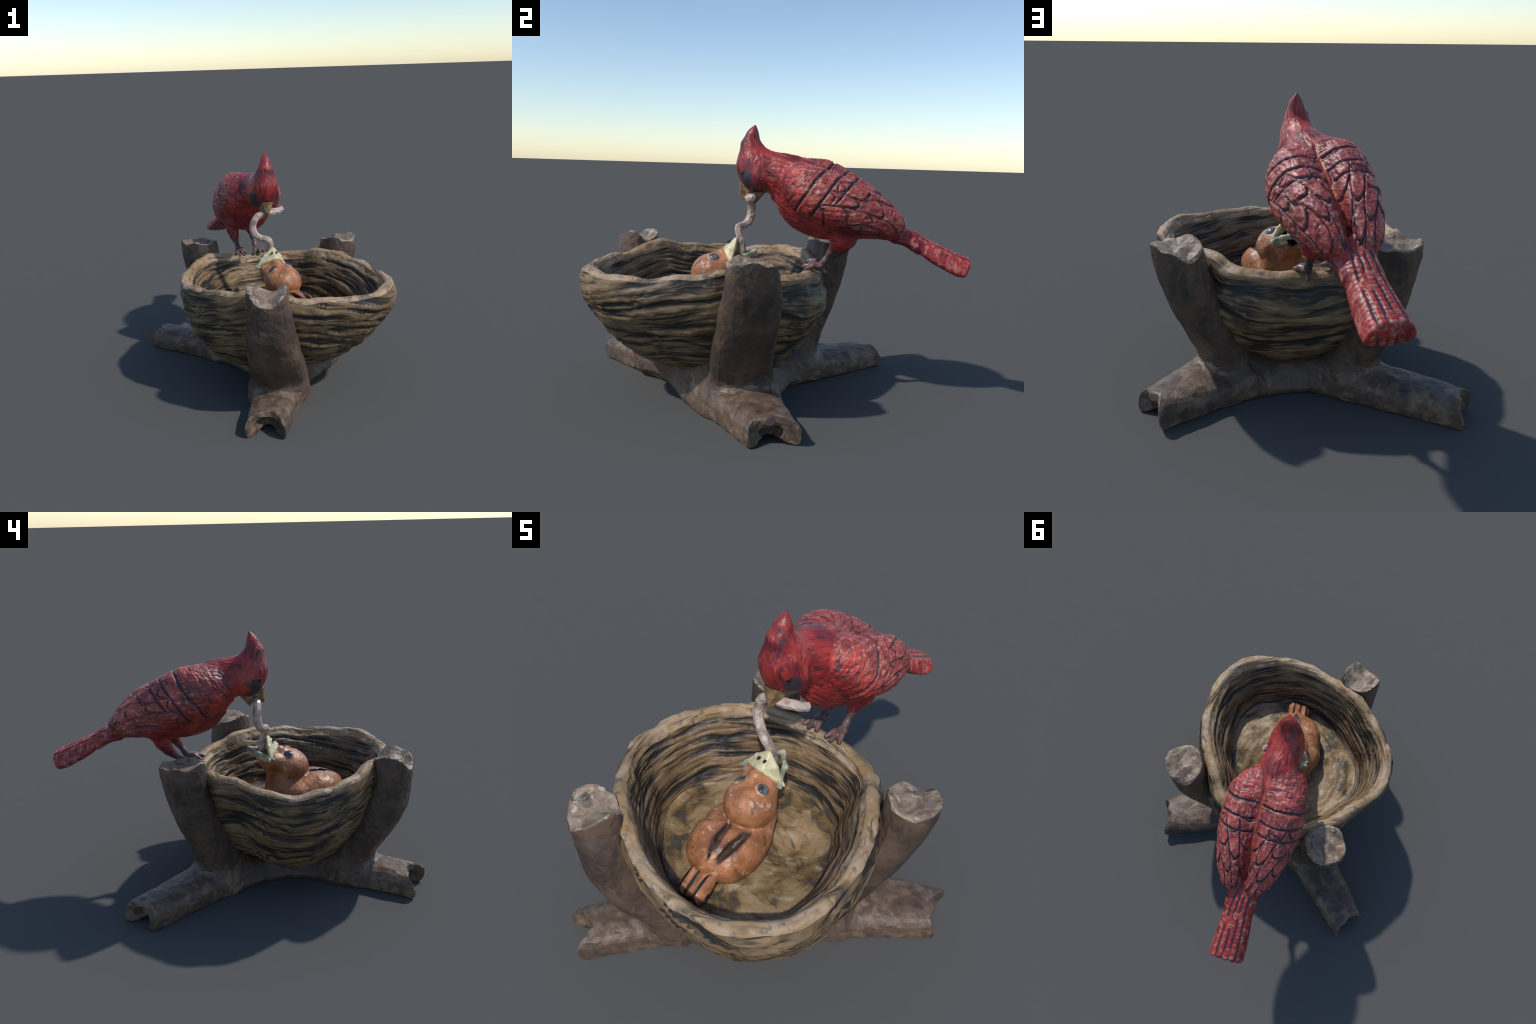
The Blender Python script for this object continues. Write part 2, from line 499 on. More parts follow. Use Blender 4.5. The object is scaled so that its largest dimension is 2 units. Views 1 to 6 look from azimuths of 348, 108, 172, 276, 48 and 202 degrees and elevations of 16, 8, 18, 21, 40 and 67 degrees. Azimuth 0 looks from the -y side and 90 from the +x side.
TORSO_S = [.062, .075, .09, .13, .19, .26, .33, .42, .52, .61, .69, .76]
TORSO_B = [.955, .915, .893, .848, .814, .793, .786, .791, .800, .797, .778, .740]
TORSO_T = [1.00, 1.05, 1.09, 1.13, 1.125, 1.092, 1.058, 1.008, .930, .876, .850, .825]
TORSO_W = [.03, .054, .074, .100, .124, .140, .146, .143, .124, .094, .066, .062]
def torso(q):
    s = np.clip(q[:, 0], TORSO_S[0], TORSO_S[-1])
    b, t, w = (spline(s, TORSO_S, c) for c in (TORSO_B, TORSO_T, TORSO_W))
    hz, c = (t - b)/2, (t + b)/2
    e = np.sqrt((q[:, 1]/w)**2 + ((q[:, 2] - c)/hz)**2)
    d = (e - 1)*np.minimum(hz, w) + np.abs(q[:, 0] - s)
    ridge = chain(q, [(.16, .006, 1.156), (.22, .012, 1.136), (.40, .015, 1.040), (.49, .014, .968), (.57, .016, .896), (.66, .014, .862)],
                  [.008, .011, .012, .012, .012, .010])       # the seam down the back
    return smin(d, ridge, .012)

WING_S = [.055, .08, .11, .15, .20, .30, .40, .50, .60, .655, .69]
WING_T = [1.080, 1.124, 1.147, 1.165, 1.177, 1.172, 1.130, 1.070, .990, .938, .904]
WING_TL = [1.080, 1.118, 1.137, 1.146, 1.146, 1.130, 1.099, 1.054, .990, .939, .904]   # the left wing hangs a little lower
WING_B = [1.04, .99, .965, .935, .912, .878, .853, .843, .843, .850, .868]
WING_O = [.105, .140, .164, .184, .200, .211, .203, .184, .149, .118, .092]
WING_I = [.05, .02, .008, .002, .002, .006, .012, .017, .021, .028, .038]
def wing(q):
    q = q + np.stack([np.where(q[:, 1] > 0, -.045*np.clip((.26 - q[:, 0])/.16, 0, 1), 0), 0*q[:, 1], 0*q[:, 1]], 1)   # left shoulder set further back
    s = np.clip(q[:, 0], WING_S[0], WING_S[-1])
    t, b, o, i = (spline(s, WING_S, c) for c in (WING_T, WING_B, WING_O, WING_I))
    w0 = q[:, 1] - .012*np.clip((s - .1)/.1, 0, 1)
    t = np.where(w0 > 0, spline(s, WING_S, WING_TL), t); o = np.where(w0 > 0, o - .010, o)
    hz, c, hw, wc = (t - b)/2, (t + b)/2, (o - i)/2, (o + i)/2
    dw, dz = (np.abs(w0) - wc)/hw, (q[:, 2] - c)/hz
    dw = dw + .15*dz                                    # leans outward below
    e = (np.abs(dw)**2.2 + np.abs(dz)**2.2)**(1/2.2)
    d = (e - 1)*np.minimum(hz, hw)*.95
    return smax(d, np.abs(q[:, 0] - (WING_S[0] + WING_S[-1])/2) - (WING_S[-1] - WING_S[0])/2, .02)

TAIL_S = [.64, .70, .76, .81, .88, .945, 1.01]
TAIL_T = [.880, .853, .829, .804, .775, .748, .723]
TAIL_B = [.797, .782, .747, .711, .673, .644, .637]
TAIL_W = [.060, .061, .068, .074, .080, .083, .083]
def tail(q):
    s = np.clip(q[:, 0], TAIL_S[0], TAIL_S[-1])
    t, b, w = (spline(s, TAIL_S, c) for c in (TAIL_T, TAIL_B, TAIL_W))
    hz, c = (t - b)/2, (t + b)/2
    dz = (q[:, 2] - c)/hz
    e = (np.abs((q[:, 1] + .004)/w*(1 + .22*dz))**3 + np.abs(dz)**3)**(1/3)
    d = (e - 1)*np.minimum(hz, w)*.85
    d = smax(d, (q[:, 0] - 1.003) + .35*(q[:, 2] - .70)*-1.0*(q[:, 2] < .70) , .012)
    return np.maximum(d, .64 - q[:, 0])

HW = -.009
def neck(q):
    return chain(q*np.array([1, 1.16, 1]), [(.02, HW, 1.112), (.10, HW, 1.086), (.17, 0, 1.052)], [.098, .106, .118], .03)
def skull(q):
    return ellipsoid(q, (-.040, HW, 1.115), (.097, .088, .116))
def crest(q):
    d = chain(q*np.array([1, 1.05, 1]), [(-.082, HW, 1.15), (-.078, HW*.6, 1.235), (-.068, 0, 1.290), (-.057, .002, 1.336)],
              [.062, .046, .025, .002], .03)
    back = (q[:, 0] + .026) + .20*(q[:, 2] - 1.235)                 # sliced flat behind
    return smax(d, np.where(q[:, 2] > 1.15, back, -1), .012)
def cheek(q):
    return np.minimum(ellipsoid(q, (-.035, HW + .052, 1.075), (.062, .040, .055)),
                      ellipsoid(q, (-.035, HW - .052, 1.075), (.062, .040, .055)))
THIGH = {-1: ([(.44, -.070, .835), (.415, -.068, .775), (.388, -.066, .735), (.362, -.064, .708), (.325, -.066, .678), (.285, -.070, .662)],
              [.048, .038, .027, .017, .0135, .014]),
         1: ([(.42, .062, .850), (.40, .060, .795), (.372, .056, .765), (.345, .054, .728), (.315, .053, .682), (.285, .052, .652)],
             [.060, .050, .029, .0165, .0135, .014])}
def thigh(q, side):
    return chain(q, *THIGH[side], .02)

def bird_field(P):
    q = to_bird(P)
    d = smin(torso(q), tail(q), .03)
    d = smin(d, neck(q), .05)
    h = smin(smin(skull(q), cheek(q), .025), crest(q), .045)
    d = smin(d, h, .022)
    d = smin(d, wing(q), .040)
    for s in (-1, 1): d = smin(d, thigh(q, s), .03)
    return d

def row_coord(p):
    s, w, z = bird_nodes(p)
    warp = noise(p, 14.0, 1.0)
    return s - (z - 1.0)*.70 + (warp - .5)*.022, s, w, z

ROWS = [.222, .318, .395]                      # rows of coverts, measured back from the shoulder
LANES = 5.2                                    # long feathers side by side over one wing
def cut(v, k, w, wide):
    return ((v - k).abs()/(wide*w)).step(1.0, .25)

def feather_coords(p):
    r, s, w, z = row_coord(p)
    wob = noise(p, 9.0, 2.0) - .5
    lat = (w - .012).abs() + ((s*-.76 + 1.37) - z).max(0.0) + wob*.022
    ln = (lat/((s - .42)*-.78 + .36).max(.08))*LANES + s*2.2
    lane, fr = ln.floor(), ln.fract()
    edge = (fr - .5).abs()                                      # .5 on the slit between two feathers
    tips = ((s + wob*.02 + edge*edge*.13)*9.0 + lane*.43).fract()
    return r, s, w, z, ln, edge, tips

def wing_grooves(p):
    """Rows of coverts across the wing, then long feathers whose tips nest one inside the other."""
    r, s, w, z, ln, edge, tips = feather_coords(p)
    wide = noise(p, 11.0, 2.0)*1.5 + .25
    g = cut(r, ROWS[0], .012, wide)
    g = g.max(cut(r, ROWS[1], .012, wide)*z.step(.885, .92))
    g = g.max(cut(r, ROWS[2], .010, wide)*(z + s*.3).step(1.07, 1.10))
    aft = r.step(.30, .335)
    vein = noise(p, 8.0, 1.0)
    g = g.max(cut(edge, .5, .085, wide)*aft*vein.step(.30, .42))
    g = g.max(cut((tips - .5).abs(), .5, .07, wide)*aft*(ln.step(6.1, 5.2)))
    # nicks across the vanes
    tick = noise(vec(p.t, s*58.0, w*9.0, z*11.0), 1.0, 1.0)
    patch = noise(p, 13.0, 1.0)
    g = g.max(tick.step(.62, .70)*patch.step(.50, .60)*r.step(.20, .27)*.8)
    return g

def barbs(p):
    s, w, z = bird_nodes(p)
    return noise(vec(p.t, s*16.0, w*60.0, z*60.0), 1.0, 2.0, .5)

def shoulder(p):
    """Small overlapping feathers in arcs round the shoulder."""
    r, s, w, z = row_coord(p)
    return noise(vec(p.t, r*62.0, w*15.0, z*15.0), 1.0, 2.0, .6, .6)

def wing_relief(p):
    r, s, w, z, ln, edge, tips = feather_coords(p)
    g = wing_grooves(p)
    lap = (tips - .5)*r.step(.38, .44)*(ln.step(6.1, 5.2))      # each feather rises towards its tip
    scal = (shoulder(p) - .5)*r.step(.40, .18)
    swell = noise(vec(p.t, s*14.0, w*14.0, z*20.0), 1.0, 1.0)
    return g*-.75 + .18 + lap*.5 + scal*1.5 + (barbs(p) - .5)*.9 + (noise(p, 48.0, 2.0) - .5)*.6 + (swell - .5)*.6

def plume(p):
    """Fine lengthwise plumage of head, neck and breast."""
    s, w, z = bird_nodes(p)
    bend = noise(p, 7.0, 1.0)
    return noise(vec(p.t, s*13.0 + bend*2.0, w*62.0 + bend*4.0, (z + s*.35)*62.0), 1.0, 2.0, .6)

def face_plume(p):
    s, w, z = bird_nodes(p)
    bend = noise(p, 8.0, 1.0)
    return noise(vec(p.t, (s + z*.25)*52.0 + bend*3.0, w*66.0 + bend*3.0, (z - s*.25)*11.0), 1.0, 2.0, .6)

def tail_lanes(p):
    s, w, z = bird_nodes(p)
    u = (w + .004)/(s*.10 - .010)                              # -1 .. 1 over the fan
    g = None
    for k in (-.62, -.20, .16, .55):
        e = (u + (noise(p, 12.0, 1.0) - .5)*.20).near(k, .12)*noise(p, 15.0, 1.0).step(.28, .48)
        g = e if g is None else g.max(e)
    barb = ((s*330.0) + u.abs()*9.0 + noise(p, 30.0, 1.0)*9.0).sin()
    return g, barb, u

def tail_relief(p):
    g, barb, u = tail_lanes(p)
    return g*-1.0 + (u.abs()*-1.0 + 1.0)*.6 + barb*.14 + (noise(p, 45.0, 1.0) - .5)*.7

def build_bird():
    bird = thing("crested_songbird", (-.03, .27, .64), "red crested songbird bending down with a worm in its beak", "bird statue")
    lo = (-.30, -.20, .60); hi = (.26, 1.07, 1.36)
    V, Q = surface_nets(bird_field, lo, hi, .0088)
    V = settle(V, bird_field, 2)
    me = mesh_from(V, Q)
    me = evaluated(me, ("SUBSURF", {"levels": 1, "subdivision_type": "SIMPLE"}))
    P = settle(verts_of(me), bird_field, 1)
    me.vertices.foreach_set("co", P.ravel()); me.update()
    def soft(me):
        q = to_bird(verts_of(me))
        body = np.minimum(torso(q), neck(q))
        wg = np.clip((np.minimum(body, tail(q)) - wing(q))/.012 + .3, 0, 1)*(q[:, 2] > .84)
        tl = np.clip((q[:, 0] - .70)/.03, 0, 1)*(1 - wg)
        legs = np.clip((.775 - q[:, 2])/.03, 0, 1)*(q[:, 0] < .6)
        tip = np.clip((q[:, 2] - 1.24)/.05, 0, 1)
        return wg, tl, np.clip(1 - wg - tl, 0, 1)*(1 - .8*legs)*(1 - .8*tip)
    wg, tl, rest = soft(me)
    me = relief(me, wing_relief, .0100, wg)
    me = relief(me, tail_relief, .0050, tl)
    q = to_bird(verts_of(me)); hd = np.clip((q[:, 2] - 1.02)/.04, 0, 1)*np.clip((.04 - q[:, 0])/.04, 0, 1)
    me = relief(me, lambda p: plume(p) - .5, .010, rest*(1 - hd))
    me = relief(me, lambda p: face_plume(p) - .5, .007, rest*hd)
    # regions
    c = centres(me); q = to_bird(c)
    f = np.array([torso(q), wing(q), tail(q) + np.where(q[:, 0] > .70, -.01, .02), neck(q) + .012, np.minimum(skull(q), cheek(q)) + .004,
                  crest(q) + np.where(q[:, 2] > 1.205, -.02, .03), thigh(q, -1), thigh(q, 1)])
    names = ["torso", "wing", "tail", "neck", "head", "crest", "leg_r", "leg_l"]
    k = f.argmin(0)
    lab = []
    for i, a in enumerate(k):
        n = names[a]; s, w, z = q[i]
        if n == "wing":
            side = "l" if w > 0 else "r"
            r = s - (z - 1.0)*.70
            row = min(2, int(np.searchsorted(ROWS[:2], r)))
            lat = abs(w - .012) + max(0, 1.37 - .76*s - z)
            cc = lat/max(.08, .36 - .78*(s - .42))*LANES + s*2.2
            if row == 0: n = f"wing_{side}"
            elif row == 1: n = f"feather_{side}_covert"
            else: n = f"feather_{side}_{min(6, int(cc))}"
        elif n == "tail":
            u = (w + .004)/(s*.10 - .010)
            n = f"tailfeather_{int(np.searchsorted([-.62, -.20, .16, .55], u))}" if z > spline(s, TAIL_S, TAIL_B) + .035 else "tail"
        elif n.startswith("leg") and z < .715 + (.02 if n == "leg_l" else 0): n = n.replace("leg", "shank")
        lab.append(n)
    pieces = split(me, lab)
    obs = {}
    order = sorted(pieces, key=lambda s: ("feather" in s) or s.startswith("shank"))
    for l in order:
        if l.startswith("wing"): obs[l] = part("wing", pieces[l], M["wing"], bird)
        elif l.startswith("feather"): part("wing_feather", pieces[l], M["wing"], obs["wing_" + l.split("_")[1]])
        elif l == "tail": obs[l] = part("tail", pieces[l], M["tail"], bird)
        elif l.startswith("tailf"): part("tail_feather", pieces[l], M["tail"], obs["tail"])
        elif l.startswith("leg"): obs[l] = part("leg", pieces[l], M["plume"], bird)
        elif l.startswith("shank"): part("shank", pieces[l], M["shank"], obs[l.replace("shank", "leg")])
        else: obs[l] = part(l, pieces[l], M["head"] if l in ("head", "crest") else M["plume"], bird)
    head = obs["head"]

    def sculpt(name, f, lo, hi, h, mat, parent, ratio=None, smooth=False):
        a = from_bird(np.array([[x, y, z] for x in (lo[0], hi[0]) for y in (lo[1], hi[1]) for z in (lo[2], hi[2])]))
        g = lambda P: f(to_bird(P))
        V, Q = surface_nets(g, a.min(0) - .01, a.max(0) + .01, h)
        V = settle(V, g, 2, most=h*.3)
        m = mesh_from(V, Q)
        if ratio: m = evaluated(m, ("TRIANGULATE", {}), ("DECIMATE", {"ratio": ratio}))
        return part(name, m, mat, parent, smooth)

    def upper(q):
        d = hull(q, [(-.118, HW - .034, 1.045), (-.118, HW + .034, 1.045), (-.070, HW - .040, 1.030), (-.070, HW + .040, 1.030),
                     (-.132, HW, 1.050), (-.128, -.012, .968), (-.112, -.020, .966), (-.112, -.004, .966),
                     (-.085, HW - .026, .990), (-.085, HW + .026, .990)], .002)
        return d
    def lower(q):
        return hull(q, [(-.075, HW - .034, 1.022), (-.075, HW + .034, 1.022), (-.005, HW - .022, 1.005), (-.005, HW + .022, 1.005),
                        (-.052, HW - .010, .950), (-.052, HW + .010, .950), (-.070, HW - .022, .985), (-.070, HW + .022, .985)], .003)
    beak = sculpt("beak", upper, (-.14, -.06, .95), (-.05, .06, 1.06), .0042, M["beak"], bird, .22)
    sculpt("lower_beak", lower, (-.10, -.06, .93), (.01, .05, 1.04), .0042, M["beak"], beak, .22)
    for side in (-1, 1):
        sculpt("eye", lambda q: ellipsoid(q, (-.091, HW + side*.064, 1.102), (.020, .013, .020)), (-.12, HW + side*.064 - .03, 1.07),
               (-.06, HW + side*.064 + .03, 1.14), .003, M["eye"], bird, None, True)
    # feet: three toes forward, one back, gripping the rim
    for side, base in ((-1, np.array([.290, -.070, .664])), (1, np.array([.290, .052, .656]))):
        def foot(q):
            d = chain(q, [base + (.02, 0, .012), base], [.017, .019])
            for dw, ds, dz in ((-.034, -.062, -.010), (0, -.075, -.004), (.032, -.060, -.012)):
                k1 = base + np.array([ds*.5, dw*.6, .004]); k2 = base + np.array([ds, dw, dz])
                d = smin(d, chain(q, [base, k1, k2], [.016, .0145, .011]), .010)
            d = smin(d, chain(q, [base, base + (.035, .004, -.028)], [.014, .008]), .010)
            return d
        sculpt("foot", foot, base + (-.10, -.07, -.06), base + (.06, .07, .05), .0055, M["foot"],
               obs["leg_r" if side < 0 else "leg_l"], .30)
    return bird

# ============================================================================= THE WORM
def tube(name, pts, rad, mat, parent, sides=9, per=5, flat=True):
    pts = np.array(pts, float); u = np.arange(len(pts)); v = np.linspace(0, len(pts) - 1, (len(pts) - 1)*per + 1)
    C = np.stack([spline(v, u, pts[:, i]) for i in range(3)], 1); R = spline(v, u, rad)
    T = np.gradient(C, axis=0); T /= np.linalg.norm(T, axis=1)[:, None]
    a = np.cross(T[0], (0.3, .9, .2)); V = []
    ang = np.linspace(0, 2*np.pi, sides, endpoint=False)
    for c, t, r in zip(C, T, R):
        a = a - t*(a @ t); a /= np.linalg.norm(a); b = np.cross(t, a)
        V.append(c + r*(1 + .06*rng.standard_normal((sides, 1)))*(np.cos(ang)[:, None]*a + np.sin(ang)[:, None]*b))
    n = len(V); V = np.concatenate(V + [[C[0] - T[0]*R[0]*.5], [C[-1] + T[-1]*R[-1]*.5]])
    i = np.arange(sides); j = (i + 1) % sides
    F = [list(f) for k in range(n - 1) for f in np.stack([k*sides + i, k*sides + j, (k + 1)*sides + j, (k + 1)*sides + i], 1).tolist()]
    F += np.stack([j, i, np.full(sides, n*sides)], 1).tolist() + np.stack([(n - 1)*sides + i, (n - 1)*sides + j, np.full(sides, n*sides + 1)], 1).tolist()
    return part(name, mesh_from(V, F), mat, parent, not flat)

def build_worm():
    worm = thing("earthworm", (.01, -.09, .70), "pale pink earthworm dangling between two beaks", "worm")
    tube("worm_body", [(.112, -.028, .985), (.075, -.045, .976), (.03, -.072, .978), (-.03, -.092, .976), (-.068, -.097, .955), (-.090, -.098, .905),
                       (-.078, -.106, .856), (-.045, -.120, .832), (-.010, -.134, .825), (.008, -.128, .795), (.006, -.112, .752), (.010, -.105, .690)],
         [.019, .021, .021, .021, .021, .022, .022, .021, .021, .021, .022, .020], M["worm"], worm, 8, 3)

# ============================================================================= THE NESTLING
LT, UT = np.array([0, -.040, .712]), np.array([.020, -.134, .766])
CL, CR = np.array([-.070, -.165, .672]), np.array([.088, -.140, .655])
BT = np.array([.022, -.198, .726])
def chick_head(P):
    d = ellipsoid(P, (.050, -.264, .586), (.101, .100, .097))
    d = smin(d, chain(P, [(.045, -.235, .605), (.015, -.170, .645)], [.082, .060]), .03)
    for a, b, ra, rb in ((CL + [.032, -.016, -.020], (.016, -.255, .592), .034, .074), (CR + [-.032, -.014, -.012], (.084, -.252, .592), .034, .074),
                         (BT + [0, -.010, -.040], (.050, -.262, .590), .028, .085)):
        d = smin(d, chain(P, [a, b], [ra, rb]), .02)
    d = smin(d, hull(P, [LT, CL, CR, (.004, -.092, .630), (-.045, -.150, .565), (.060, -.130, .560), (.04, -.22, .56), (-.02, -.21, .58)], .005), .02)
    return d
def chick_neck(P):
    return chain(P, [(.035, -.212, .585), (.040, -.225, .52), (.055, -.28, .46)], [.078, .086, .11], .03)
def chick_body(P):
    d = ellipsoid(P, (.056, -.378, .448), (.138, .152, .096))
    d = smin(d, ellipsoid(P, (.026, -.312, .452), (.152, .115, .094)), .03)
    return smin(d, ellipsoid(P, (.000, -.232, .448), (.100, .112, .098)), .04)
BW = np.array([.97, .24, 0]); BW /= np.linalg.norm(BW); BF = np.array([-.24, .97, 0])/np.linalg.norm([.24, .97])
def chick_local(P):
    d = P - np.array([.095, -.42, 0]); return np.stack([d @ BF, d @ BW, P[:, 2]], 1)
def chick_wing(P):
    q = chick_local(P)
    return np.minimum(ellipsoid(q, (.016, .046, .450), (.122, .076, .094)), ellipsoid(q, (.016, -.080, .450), (.122, .076, .094)))
def chick_back(P):
    return ellipsoid(chick_local(P), (.0, -.012, .462), (.132, .050, .088))
def gape_planes(P):
    """Signed distance into the open mouth from the lower and from the upper mandible."""
    def side(a, b, c, toward):
        n = np.cross(b - a, c - a); n /= np.linalg.norm(n)
        if n @ (toward - a) < 0: n = -n
        return (P - a) @ n
    mid = (LT + UT)/2 + np.array([0, .02, .06])
    return side(LT, CL, CR, mid), side(UT, CL, CR, mid)
def gape(P):
    """The open mouth: the wedge between the two mandibles, hollowed down the throat."""
    low, up = gape_planes(P)
    wedge = np.maximum(-low, -up)
    hole = chain(P, [(.008, -.098, .690), (.012, -.150, .655), (.025, -.20, .62)], [.046, .046, .030])
    return smin(wedge, hole, .010)
SLITS = [((.052, -.352, .557), (.116, -.518, .516)), ((.140, -.336, .550), (.152, -.508, .512))]     # between back and folded wings
def chick_field(P):
    d = smin(chick_body(P), chick_neck(P), .03)
    d = smin(d, chick_wing(P), .05); d = smin(d, chick_back(P), .05)
    for a, b in SLITS: d = smax(d, -chain(P, [a, (np.array(a) + b)/2 + [0, 0, .004], b], [.003, .017, .003]), .014)
    d = smin(d, chick_head(P), .010)
    up = hull(P, [UT, CL, CR, BT + [0, -.002, -.022], (.03, -.20, .69)], .003)
    d = smin(d, up, .008)
    return smax(d, -gape(P), .006)

def build_chick():
    chick = thing("nestling", (.09, -.40, .40), "brown baby bird with wide open pale beak", "baby bird statue")
    V, Q = surface_nets(chick_field, (-.14, -.62, .37), (.27, 0.0, .80), .0058)
    V = settle(V, chick_field, 2, most=.002)
    me = mesh_from(V, Q)
    me = relief(me, lambda p: noise(p, 14.0, 2.0) - .5, .013)
    me = evaluated(me, ("TRIANGULATE", {}), ("DECIMATE", {"ratio": .085}))
    c = centres(me)
    f = np.array([chick_body(c) + .002, chick_neck(c) + .004, chick_head(c), chick_wing(c), chick_back(c)])
    names = ["torso", "neck", "head", "wing", "torso"]
    k = f.argmin(0); lab = []
    up = hull(c, [UT, CL, CR, BT, (.03, -.20, .69)], .006); gp = gape(c)
    n_up = np.cross(CL - BT, CR - BT); n_up /= np.linalg.norm(n_up)
    if n_up @ (UT - BT) < 0: n_up = -n_up
    front = (c - BT) @ n_up
    for i, a in enumerate(k):
        n = names[a]
        if n == "wing": n = "wing_l" if chick_local(c[i:i + 1])[0, 1] > 0 else "wing_r"
        if gp[i] < .008 and c[i, 1] > -.21 and c[i, 2] > .60:
            n = "mouth"
        lab.append(n)
    pieces = split(me, lab, smooth=False)
    obs = {}
    for l in sorted(pieces, key=lambda s: s == "mouth"):
        n = l.split("_")[0]
        mat = {"beak": M["chick_beak"], "mouth": M["mouth"], "wing": M["chick_wing"], "torso": M["chick_wing"]}.get(n, M["chick"])
        obs[l] = part(n, pieces[l], mat, obs["head"] if n == "mouth" else chick, smooth=False)
    def shell(name, f, mat, parent, lo=(-.10, -.25, .60), hi=(.13, -.01, .80), h=.0046, ratio=.25):
        V, Q = surface_nets(f, lo, hi, h); V = settle(V, f, 2, most=.0015)
        return part(name, evaluated(mesh_from(V, Q), ("TRIANGULATE", {}), ("DECIMATE", {"ratio": ratio})), mat, parent, ratio > .4)
    UI, LI = UT + np.array([0, -.006, -.004]), LT + np.array([.002, -.006, -.004]); CLI, CRI = CL + np.array([.004, .002, .004]), CR + np.array([-.004, .002, .006])
    lip_low = [CLI, (CL + LT)/2 + [-.012, .012, .002], LT + [0, -.006, -.004], (CR + LT)/2 + [.012, .010, .002], CRI]
    lip_up = [CLI + [0, 0, .004], (CL + UT)/2 + [-.008, .0, .006], UT + [0, -.006, -.006], (CR + UT)/2 + [.008, 0, .006], CRI + [0, 0, .004]]
    bill = shell("beak", lambda P: smin(chain(P, lip_up, [.009, .010, .009, .010, .009], .01), smax(hull(P, [UI, CLI, CRI, BT + [-.024, .010, -.014], BT + [.024, .014, -.014], BT + [0, .006, -.008], (.021, -.168, .738), (.01, -.160, .69)], .0150, .016), -gape(P) - .004, .008), .008), M["chick_beak"], chick, h=.004, ratio=.5)
    shell("lower_beak", lambda P: smin(chain(P, lip_low, [.010, .011, .009, .011, .010], .01), np.maximum(smax(hull(P, [LI, CLI + [0, .004, -.008], CRI + [0, .004, -.008], (.003, -.068, .680), (-.035, -.11, .650), (.05, -.10, .645)], .0130, .008),
                                             -gape(P) - .004, .008), -.034 - gape_planes(P)[0]), .008), M["lower_bill"], bill, h=.004, ratio=.5)
    for px, py, pz in ((.006, -.176, .752), (.036, -.172, .751)):
        shell("nostril", lambda P: ellipsoid(P, (px, py, pz), (.0055, .010, .007)), M["nostril"], bill, (px - .02, py - .02, pz - .02), (px + .02, py + .02, pz + .02), .003, 1.0)
    for pos, nr in (((-.004, -.252, .666), (-.62, .10, .75)), ((.088, -.230, .668), (.42, .30, .80))):
        nr = Vector(nr).normalized()
        bm = bmesh.new(); bmesh.ops.create_uvsphere(bm, u_segments=20, v_segments=12, radius=1)
        rot = Vector((0, 0, 1)).rotation_difference(nr).to_matrix()
        lid = bm.copy()
        for b, k, h, lift in ((bm, .025, .013, .009), (lid, .033, .010, .004)):
            for v in b.verts:
                v.co = rot @ Vector((v.co.x*k, v.co.y*k*1.12, v.co.z*h + lift)) + Vector(pos)
        m = bpy.data.meshes.new("eye"); bm.to_mesh(m); bm.free()
        part("eye", m, M["chick_eye"], chick)
        m = bpy.data.meshes.new("eyelid"); lid.to_mesh(m); lid.free()
        part("eyelid", m, M["lid"], chick)
    # a short fan of tail quills
    base, lat = np.array([.116, -.545, .440]), BW
    for i, o in enumerate((-1.25, -.42, .42, 1.25)):
        b = base + lat*o*.030; e = np.array([.142, -.622, .408]) + lat*o*.062 + np.array([0, (abs(o) - .4)*.018, -.004*abs(o)])
        d = (e - b)/np.linalg.norm(e - b)
        def quill(P):
            r = P - b; l = r @ d; L = np.linalg.norm(e - b); t = r @ lat; z = r[:, 2] - d[2]*l
            w = .020 + .014*np.clip(l/L, 0, 1)
            k = np.sqrt((t/w)**2 + (z/.024)**2)
            return smax((k - 1)*.017, np.abs(l - L/2) - L/2 - .01, .012)
        lo, hi = np.minimum(b, e) - .05, np.maximum(b, e) + .05
        V, Q = surface_nets(quill, lo, hi, .005); V = settle(V, quill, 1, most=.002)
        part("tail_feather", mesh_from(V, Q), M["quill"], chick)
    return chick

